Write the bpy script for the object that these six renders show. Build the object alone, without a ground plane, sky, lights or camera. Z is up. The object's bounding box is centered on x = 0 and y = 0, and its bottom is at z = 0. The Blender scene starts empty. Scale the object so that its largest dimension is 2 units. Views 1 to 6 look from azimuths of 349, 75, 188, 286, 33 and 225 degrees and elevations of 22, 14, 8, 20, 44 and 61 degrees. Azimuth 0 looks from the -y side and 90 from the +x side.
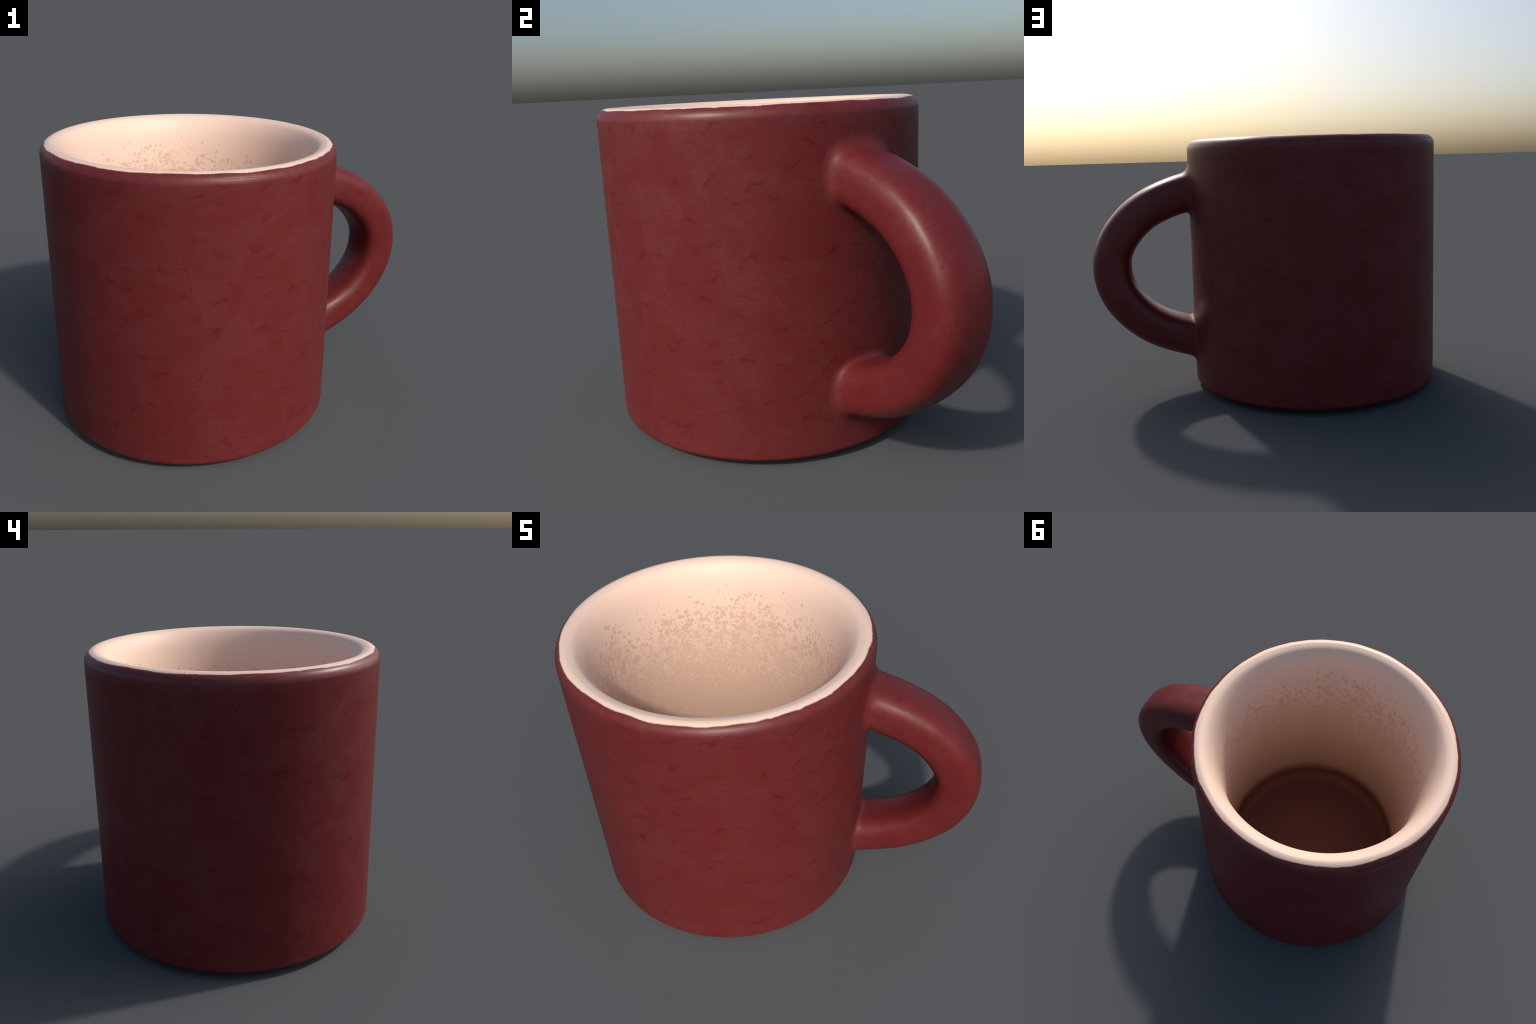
"""A thick-walled ceramic mug: red glaze outside, cream glaze inside, coffee-stained."""
import bpy
import math
import numpy as np
from mathutils import Vector

# ----------------------------------------------------------------- dimensions
AXIS_X = -0.2655           # the mug stands off-centre because the handle sticks out to +x
RADIUS = 0.7353            # outer wall
HEIGHT = 1.4713
RIM_ROUND = 0.053          # outer rounding of the rim
FOOT_IN, FOOT_UP = 0.150, 0.051   # elliptic rounding of the bottom edge
SEGMENTS = 480
LINE_R = 0.7080            # radius on the rim where cream glaze meets red glaze
HANDLE_TURN = math.radians(18.73)
HANDLE_SHIFT = -0.0184     # sideways offset of the handle's plane


# ------------------------------------------------------------------- helpers
def spline(ctrl, n):
    """Natural cubic spline through the control points, n samples."""
    c = np.asarray(ctrl, float)
    if c.ndim == 1:
        c = c[:, None]
    m = len(c)
    A, B = np.eye(m), np.zeros_like(c)
    for i in range(1, m - 1):
        A[i, i - 1:i + 2] = [1, 4, 1]
        B[i] = 6 * (c[i + 1] - 2 * c[i] + c[i - 1])
    M = np.linalg.solve(A, B)
    t = np.linspace(0, m - 1, n)
    i = np.minimum(t.astype(int), m - 2)
    f = (t - i)[:, None]
    g = 1 - f
    return g * c[i] + f * c[i + 1] + (g ** 3 - g) * M[i] / 6 + (f ** 3 - f) * M[i + 1] / 6


def resample(p, n):
    s = np.r_[0, np.cumsum(np.linalg.norm(np.diff(p, axis=0), axis=1))]
    q = np.linspace(0, s[-1], n)
    return np.stack([np.interp(q, s, p[:, k]) for k in range(p.shape[1])], 1)


def vertex_normals(V, F):
    N = np.zeros_like(V)
    a, b, c, d = (V[F[:, k]] for k in range(4))
    fn = np.cross(c - a, d - b)
    for k in range(4):
        np.add.at(N, F[:, k], fn)
    return N / (np.linalg.norm(N, axis=1)[:, None] + 1e-12)


def make_object(name, V, F, N, material, parent):
    used = np.unique(F)
    remap = np.full(len(V), -1)
    remap[used] = np.arange(len(used))
    me = bpy.data.meshes.new(name)
    faces = []
    for f in remap[F].tolist():
        g = []
        for i in f:
            if i not in g:
                g.append(i)
        faces.append(g)
    me.from_pydata(V[used].tolist(), [], faces)
    me.polygons.foreach_set("use_smooth", [True] * len(me.polygons))
    me.normals_split_custom_set_from_vertices(N[used].tolist())
    me.materials.append(material)
    ob = bpy.data.objects.new(name, me)
    bpy.context.scene.collection.objects.link(ob)
    ob.parent = parent
    return ob


# ----------------------------------------------------------- material helpers
class Nodes:
    def __init__(self, name):
        self.mat = bpy.data.materials.new(name)
        self.mat.use_nodes = True
        self.t = self.mat.node_tree
        self.t.nodes.clear()
        self.out = self.t.nodes.new("ShaderNodeOutputMaterial")
        self.bsdf = self.t.nodes.new("ShaderNodeBsdfPrincipled")
        self.t.links.new(self.bsdf.outputs[0], self.out.inputs[0])
        self.co = self.t.nodes.new("ShaderNodeTexCoord").outputs["Object"]
        s = self.t.nodes.new("ShaderNodeSeparateXYZ")
        self.t.links.new(self.co, s.inputs[0])
        self.x, self.y, self.z = s.outputs

    def _in(self, sock, v):
        if isinstance(v, bpy.types.NodeSocket):
            self.t.links.new(v, sock)
        else:
            sock.default_value = v

    def math(self, op, a, b=0.0, c=0.0, clamp=False):
        n = self.t.nodes.new("ShaderNodeMath")
        n.operation, n.use_clamp = op, clamp
        for s, v in zip(n.inputs, (a, b, c)):
            self._in(s, v)
        return n.outputs[0]

    def add(self, a, b): return self.math("ADD", a, b)
    def sub(self, a, b): return self.math("SUBTRACT", a, b)
    def mul(self, a, b): return self.math("MULTIPLY", a, b)
    def max(self, a, b): return self.math("MAXIMUM", a, b)

    def step(self, v, lo, hi, out0=0.0, out1=1.0):
        n = self.t.nodes.new("ShaderNodeMapRange")
        n.interpolation_type = "SMOOTHSTEP"
        for s, x in zip(n.inputs, (v, lo, hi, out0, out1)):
            self._in(s, x)
        return n.outputs[0]

    def scaled(self, vec, scale, loc=(0, 0, 0)):
        n = self.t.nodes.new("ShaderNodeMapping")
        self.t.links.new(vec, n.inputs[0])
        n.inputs["Scale"].default_value = scale
        n.inputs["Location"].default_value = loc
        return n.outputs[0]

    def combine(self, x, y, z):
        n = self.t.nodes.new("ShaderNodeCombineXYZ")
        for s, v in zip(n.inputs, (x, y, z)):
            self._in(s, v)
        return n.outputs[0]

    def noise(self, vec, scale, detail=2.0, rough=0.5, distort=0.0):
        n = self.t.nodes.new("ShaderNodeTexNoise")
        self.t.links.new(vec, n.inputs["Vector"])
        n.inputs["Scale"].default_value = scale
        n.inputs["Detail"].default_value = detail
        n.inputs["Roughness"].default_value = rough
        n.inputs["Distortion"].default_value = distort
        return n.outputs["Fac"]

    def voronoi(self, vec, scale, feature="F1", rand=1.0):
        n = self.t.nodes.new("ShaderNodeTexVoronoi")
        n.feature = feature
        self.t.links.new(vec, n.inputs["Vector"])
        n.inputs["Scale"].default_value = scale
        n.inputs["Randomness"].default_value = rand
        return n

    def mix(self, fac, a, b, blend="MIX"):
        n = self.t.nodes.new("ShaderNodeMix")
        n.data_type, n.blend_type = "RGBA", blend
        self._in(n.inputs[0], fac)
        for s, v in ((n.inputs[6], a), (n.inputs[7], b)):
            self._in(s, v if isinstance(v, bpy.types.NodeSocket) else (*v, 1.0))
        return n.outputs[2]

    def bump(self, height, strength, distance=0.01, normal=None):
        n = self.t.nodes.new("ShaderNodeBump")
        n.inputs["Strength"].default_value = strength
        n.inputs["Distance"].default_value = distance
        self._in(n.inputs["Height"], height)
        if normal is not None:
            self.t.links.new(normal, n.inputs["Normal"])
        return n.outputs[0]

    def set(self, **kw):
        for k, v in kw.items():
            s = self.bsdf.inputs[k.replace("_", " ")]
            if isinstance(v, tuple):
                v = (*v, 1.0)
            self._in(s, v)


RED = (0.138, 0.0212, 0.0212)
RED_DEEP = (0.124, 0.0125, 0.0130)
RED_DENT = (0.098, 0.0075, 0.0085)  # red darkened for the weaker reflection seen in the dents
CREAM = (0.85, 0.615, 0.49)


def red_glaze(name, dents):
    m = Nodes(name)
    radial = m.math("SQRT", m.add(m.mul(m.x, m.x), m.mul(m.y, m.y)))
    around = m.mul(m.math("ARCTAN2", m.y, m.x), RADIUS)
    # cloudy, fibrous sheen, tinted into the red as well as the roughness
    cloud = m.noise(m.co, 4.6, 5.0, 0.62, 0.6)
    grain = m.noise(m.scaled(m.co, (1, 1, 1), (3, 1, 7)), 30.0, 5.0, 0.65, 1.8)
    haze = m.mul(m.step(cloud, 0.40, 0.60), m.step(grain, 0.34, 0.56))
    bare = 0.62 if dents else 0.2                 # the handle is a deeper, more saturated red than the wall
    col = m.mix(m.add(bare, m.mul(haze, 0.30)), RED_DEEP, RED)
    rough = m.add(0.46 if dents else 0.36, m.mul(haze, 0.08))
    shine = m.add(0.36, m.mul(haze, 0.14))
    height = m.mul(grain, 0.10)
    if not dents:                                        # roughened at the joints to blur the highlight there
        rough = m.add(rough, m.step(radial, 0.74, 0.88, 0.16, 0.0))
    if dents:
        # faint short brush dents: one soft, ragged, bent dash per cell of a loose grid, each turned its own way
        warp = m.sub(m.noise(m.co, 9.0, 3.0), 0.5)
        grid = m.combine(m.mul(m.add(around, m.mul(warp, 0.06)), 6.2), m.mul(m.add(m.z, m.mul(warp, 0.10)), 6.8), 0.0)
        v = m.voronoi(grid, 1.0, "F1", 0.7)
        p = m.t.nodes.new("ShaderNodeVectorMath")
        p.operation = "SUBTRACT"
        m.t.links.new(grid, p.inputs[0])
        m.t.links.new(v.outputs["Position"], p.inputs[1])
        s = m.t.nodes.new("ShaderNodeSeparateXYZ")
        m.t.links.new(p.outputs[0], s.inputs[0])
        rnd = m.t.nodes.new("ShaderNodeSeparateXYZ")
        m.t.links.new(v.outputs["Color"], rnd.inputs[0])
        turn = m.mul(m.sub(rnd.outputs[0], 0.5), 1.2)
        c, n = m.math("COSINE", turn), m.math("SINE", turn)
        dx = m.add(m.mul(s.outputs[0], c), m.mul(s.outputs[1], n))
        dy = m.sub(m.mul(s.outputs[1], c), m.mul(s.outputs[0], n))
        rag = m.noise(m.co, 38.0, 4.0, 0.6)
        thick = m.add(0.02, m.mul(m.step(rag, 0.3, 0.75), 0.16))
        bow = m.sub(dy, m.mul(m.mul(dx, dx), m.mul(m.sub(rnd.outputs[1], 0.5), 5.0)))
        line = m.step(m.math("DIVIDE", m.math("ABSOLUTE", bow), thick), 0.0, 1.0, 1.0, 0.0)
        ends = m.step(m.math("ABSOLUTE", dx), 0.05, 0.36, 1.0, 0.0)
        dent = m.mul(m.mul(line, ends), m.step(rnd.outputs[2], 0.1, 0.6, 0.3, 1.0))
        col = m.mix(m.mul(dent, 0.60), col, RED_DENT)
        pores = m.step(m.noise(m.co, 70.0, 3.0, 0.7), 0.60, 0.74)
        col = m.mix(m.mul(pores, 0.35), col, RED_DENT)
        rough = m.sub(rough, m.mul(dent, 0.06))
        height = m.sub(height, m.mul(dent, 0.10))
        # throwing marks: low, broad, nearly level ripples
        ripple = m.noise(m.scaled(m.co, (2.2, 2.2, 11.0)), 1.0, 3.0, 0.55)
        height = m.add(height, m.mul(ripple, 0.9))
        # the rounded rim is glossier than the wall
        lip = m.step(m.z, 1.37, 1.43)
        rough = m.sub(rough, m.mul(lip, 0.08))
        shine = m.add(m.add(0.22, m.mul(haze, 0.15)), m.mul(lip, 0.20))
        # dried bubble rings low on the wall
        b = m.voronoi(m.combine(m.mul(around, 34.0), m.mul(m.z, 26.0), 0.0), 1.0, "F1", 0.9)
        ring = m.step(m.math("ABSOLUTE", m.sub(b.outputs["Distance"], m.mul(m.noise(m.co, 21.0), 0.5))), 0.02, 0.07, 1.0, 0.0)
        where = m.mul(m.step(m.z, 0.20, 0.34, 1.0, 0.0), m.step(m.noise(m.co, 5.0, 2.0), 0.52, 0.62))
        col = m.mix(m.mul(m.mul(ring, where), m.mul(m.step(rag, 0.45, 0.55), 0.55)), col, (0.05, 0.008, 0.009))
        # thin broken darker line along the rim
        dash = m.noise(m.combine(m.mul(around, 11.0), m.mul(m.z, 60.0), 0.0), 1.0, 2.0)
        band = m.mul(m.step(m.math("ABSOLUTE", m.sub(m.z, 1.445)), 0.0008, 0.0026, 1.0, 0.0), m.step(dash, 0.54, 0.58))
        col = m.mix(m.mul(band, 0.6), col, RED_DEEP)
        rough = m.add(rough, m.mul(band, 0.2))
        # uneven border of the cream rim glaze
        wob = m.noise(m.combine(m.x, m.y, 0.0), 3.5, 3.0, 0.55)
        chip = m.step(m.noise(m.combine(m.x, m.y, 3.0), 10.0, 3.0, 0.6), 0.55, 0.62)
        edge = m.add(m.add(LINE_R, m.mul(m.sub(wob, 0.5), 0.032)), m.mul(chip, 0.0022))
        cream = m.mul(m.step(m.sub(radial, edge), -0.0035, 0.0035, 1.0, 0.0), m.step(m.z, 1.35, 1.36))
        col = m.mix(cream, col, CREAM)
    m.set(Base_Color=col, Roughness=rough, Normal=m.bump(height, 0.22, 0.01))
    m.set(Specular_IOR_Level=shine)
    m.bsdf.inputs["IOR"].default_value = 1.45
    return m.mat


def cream_glaze(name):
    m = Nodes(name)
    # coffee splatter: round drops of several sizes, merging to a film further down
    reach = m.add(m.mul(m.sub(m.noise(m.co, 2.6, 2.0), 0.5), 0.42), m.add(1.245, m.mul(m.noise(m.co, 8.0, 2.0), 0.16)))
    down = m.sub(reach, m.z)                      # > 0 below the splash line
    stain = None
    for scale, grow, start in ((20.0, 1.8, -0.03), (33.0, 2.2, -0.07), (55.0, 2.4, -0.05), (95.0, 2.4, -0.02)):
        nz = m.t.nodes.new("ShaderNodeTexNoise")
        nz.inputs["Scale"].default_value = scale * 1.7
        m.t.links.new(m.co, nz.inputs["Vector"])
        sc = m.t.nodes.new("ShaderNodeVectorMath")
        sc.operation = "SCALE"
        m.t.links.new(nz.outputs["Color"], sc.inputs[0])
        sc.inputs["Scale"].default_value = 0.14 / scale
        ragged = m.t.nodes.new("ShaderNodeVectorMath")
        ragged.operation = "ADD"
        m.t.links.new(m.co, ragged.inputs[0])
        m.t.links.new(sc.outputs[0], ragged.inputs[1])
        v = m.voronoi(ragged.outputs[0], scale)
        pick = m.t.nodes.new("ShaderNodeSeparateXYZ")
        m.t.links.new(v.outputs["Color"], pick.inputs[0])
        size = m.mul(m.math("MINIMUM", m.mul(m.sub(down, start), grow), 0.50), m.add(0.28, m.mul(m.mul(pick.outputs[0], pick.outputs[0]), 1.0)))
        drop = m.step(m.sub(v.outputs["Distance"], size), -0.04, 0.04, 1.0, 0.0)
        stain = drop if stain is None else m.max(stain, drop)
    fibre = m.noise(m.co, 27.0, 5.0, 0.66, 2.4)
    body = m.step(down, 0.12, 0.42)
    stain = m.max(stain, m.mul(body, 0.9))
    bare = m.mul(m.step(fibre, 0.54, 0.60), m.step(m.z, 0.55, 1.0, 0.35, 1.0))
    stain = m.mul(stain, m.sub(1.0, m.mul(m.mul(bare, m.step(down, 0.02, 0.2)), 0.85)))
    coat = m.mix(m.mul(stain, 0.85), CREAM, (0.64, 0.445, 0.34))
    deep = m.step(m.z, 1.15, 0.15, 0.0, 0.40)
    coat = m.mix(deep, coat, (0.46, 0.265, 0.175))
    # dregs: dark coffee on the floor, fading up the corner
    wob = m.mul(m.sub(m.noise(m.co, 3.0, 3.0), 0.5), 0.05)
    dregs = m.step(m.add(m.z, wob), 0.34, 0.15, 0.0, 1.0)
    col = m.mix(dregs, coat, (0.185, 0.066, 0.044))
    rough = m.add(0.50, m.mul(dregs, 0.10))
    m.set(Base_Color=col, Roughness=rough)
    m.bsdf.inputs["IOR"].default_value = 1.4
    return m.mat


# ----------------------------------------------------------------- mug body
def mug_profile():
    """(r, z) from the centre of the underside, up the wall, over the rim, down to the floor."""
    t = np.linspace(0, math.pi / 2, 20)
    under = np.stack([np.linspace(0.0, RADIUS - FOOT_IN, 20)[:-1], np.zeros(19)], 1)
    foot = np.stack([RADIUS - FOOT_IN + FOOT_IN * np.sin(t), FOOT_UP * (1 - np.cos(t))], 1)
    wall = np.stack([np.full(80, RADIUS), np.linspace(FOOT_UP, HEIGHT - RIM_ROUND, 82)[1:-1]], 1)
    rim = np.stack([RADIUS - RIM_ROUND + RIM_ROUND * np.cos(t), HEIGHT - RIM_ROUND + RIM_ROUND * np.sin(t)], 1)
    lip = spline(INNER, 140)[1:]
    t2 = t[1:]
    corner = np.stack([FLOOR_R - FLOOR_ROUND + FLOOR_ROUND * np.cos(t2), FLOOR_Z + FLOOR_ROUND * (1 - np.sin(t2))], 1)
    floor = np.stack([np.linspace(FLOOR_R - FLOOR_ROUND, 0, 20)[1:], np.full(19, FLOOR_Z)], 1)
    n_outer = len(under) + len(foot) + len(wall) + len(rim)
    return np.vstack([under, foot, wall, rim, lip, corner, floor]), n_outer


FLOOR_Z, FLOOR_R, FLOOR_ROUND = 0.102, 0.554, 0.066
INNER = [(RADIUS - RIM_ROUND, HEIGHT), (0.652, 1.462), (0.630, 1.438), (0.611, 1.400), (0.595, 1.340),
         (0.577, 1.22), (0.559, 1.0), (0.543, 0.7), (0.543, 0.45), (0.547, 0.28), (FLOOR_R, FLOOR_Z + FLOOR_ROUND)]


def revolve():
    prof, n_outer = mug_profile()
    ang = np.linspace(0, 2 * math.pi, SEGMENTS, endpoint=False)
    k = len(prof)
    V = np.stack([np.outer(prof[:, 0], np.cos(ang)), np.outer(prof[:, 0], np.sin(ang)),
                  np.outer(prof[:, 1], np.ones_like(ang))], -1).reshape(-1, 3)
    i, j = np.meshgrid(np.arange(k - 1), np.arange(SEGMENTS), indexing="ij")
    j2 = (j + 1) % SEGMENTS
    F = np.stack([i * SEGMENTS + j, i * SEGMENTS + j2, (i + 1) * SEGMENTS + j2, (i + 1) * SEGMENTS + j], -1)
    for row in (0, k - 1):                              # weld the two poles
        F[F // SEGMENTS == row] = row * SEGMENTS
    return V, F, n_outer


root = bpy.data.objects.new("mug", None)
bpy.context.scene.collection.objects.link(root)
root.location = (AXIS_X, 0, 0)
root["label"] = "red ceramic mug with cream coffee-stained inside and round handle"
root["category"] = "mug"

V, F, n_outer = revolve()
N = vertex_normals(V, F.reshape(-1, 4))
make_object("body", V, F[:n_outer - 1].reshape(-1, 4), N, red_glaze("red_glaze", True), root)
make_object("lining", V, F[n_outer - 1:].reshape(-1, 4), N, cream_glaze("cream_glaze"), root)


# ------------------------------------------------------------------- handle
# spine in the handle's upright plane: (distance from the mug's axis, height)
SPINE = [(0.560, 1.194), (0.660, 1.187), (0.7618, 1.1703), (0.9609, 1.0942), (1.1077, 0.975), (1.1893, 0.8281),
         (1.1888, 0.6582), (1.1110, 0.5102), (0.9605, 0.3840), (0.787, 0.3148), (0.690, 0.289), (0.590, 0.275)]
HALF_DEEP, HALF_WIDE, SQUARE = 0.1102, 0.134, 3.0      # half thickness in the plane, half width across it
AROUND, ALONG, FILLET_STEPS = 120, 140, 22


def handle_mesh():
    c = resample(spline(SPINE, 400), 600)
    T = np.gradient(c, axis=0)
    T /= np.linalg.norm(T, axis=1)[:, None]
    n_out = np.stack([-T[:, 1], T[:, 0]], 1)                 # left of the path = outside of the loop
    lat = HANDLE_SHIFT - 0.0045 * (c[:, 1] - 0.7) + 0.0284 * (c[:, 1] - 0.7) ** 2
    R = np.array([math.cos(HANDLE_TURN), math.sin(HANDLE_TURN), 0])
    S = np.array([-math.sin(HANDLE_TURN), math.cos(HANDLE_TURN), 0])
    Z = np.array([0, 0, 1.0])
    u = np.linspace(-1, 1, len(c))
    swell = 1 + 0.022 * np.clip((np.abs(u) - 0.45) / 0.3, 0, 1)      # a little stouter towards the roots
    lines = []
    for a in np.linspace(0, 2 * math.pi, AROUND, endpoint=False):
        ca, sa = math.cos(a), math.sin(a)
        k = (swell * (abs(ca) ** SQUARE + abs(sa) ** SQUARE) ** (-1 / SQUARE))[:, None]
        q = c + n_out * (HALF_DEEP * k * ca)
        off = lat + HALF_WIDE * k[:, 0] * sa
        P = np.outer(q[:, 0], R) + np.outer(off, S) + np.outer(q[:, 1], Z)
        rad = np.hypot(P[:, 0], P[:, 1])
        outside = np.where(rad > RADIUS)[0]
        i0, i1 = outside[0], outside[-1]
        run = np.r_[0, np.cumsum(np.linalg.norm(np.diff(P, axis=0), axis=1))]
        f = 0.062 + 0.013 * ca                               # fillet: wider above and below than inside
        ends = []
        for idx, sgn in ((i0, 1), (i1, -1)):
            hit = P[idx].copy()
            hit[:2] *= RADIUS / np.hypot(*hit[:2])
            nrm = np.array([hit[0], hit[1], 0]) / RADIUS
            j = np.searchsorted(run, run[idx] + sgn * f)
            centre = c[idx, 0] * R + lat[idx] * S + c[idx, 1] * Z
            centre[:2] *= RADIUS / np.hypot(*centre[:2])
            d = hit - centre
            d -= nrm * (d @ nrm)
            d /= np.linalg.norm(d)
            foot = hit + d * f
            foot[:2] *= (RADIUS - 0.0004) / np.hypot(*foot[:2])
            t = np.linspace(0, 1, FILLET_STEPS)[:, None]
            ring = [foot, (foot + hit) / 2, hit, (hit + P[j]) / 2, P[j]]      # quartic: no kink in curvature at its ends
            ends.append((sum(math.comb(4, m) * t ** m * (1 - t) ** (4 - m) * q for m, q in enumerate(ring)), j))
        (e0, j0), (e1, j1) = ends
        mid = resample(P[j0:j1 + 1], ALONG)
        lines.append(np.vstack([e0, mid[1:-1], e1[::-1]]))
    L = np.array(lines)                                      # around x along x 3
    a, s = L.shape[:2]
    V = L.reshape(-1, 3)
    i, j = np.meshgrid(np.arange(a), np.arange(s - 1), indexing="ij")
    i2 = (i + 1) % a
    F = np.stack([i * s + j, i * s + j + 1, i2 * s + j + 1, i2 * s + j], -1).reshape(-1, 4)
    N = vertex_normals(V, F)
    mid = V.reshape(a, s, 3).mean(0)[s // 2]
    if (N.reshape(a, s, 3)[0, s // 2] @ (V.reshape(a, s, 3)[0, s // 2] - mid)) < 0:
        F, N = F[:, ::-1].copy(), -N
    for row in (0, s - 1):                                   # the feet take the wall's own normal
        idx = np.arange(a) * s + row
        w = V[idx].copy()
        w[:, 2] = 0
        N[idx] = w / np.linalg.norm(w, axis=1)[:, None]
    return V, F, N


V, F, N = handle_mesh()
make_object("handle", V, F, N, red_glaze("red_glaze_handle", False), root)
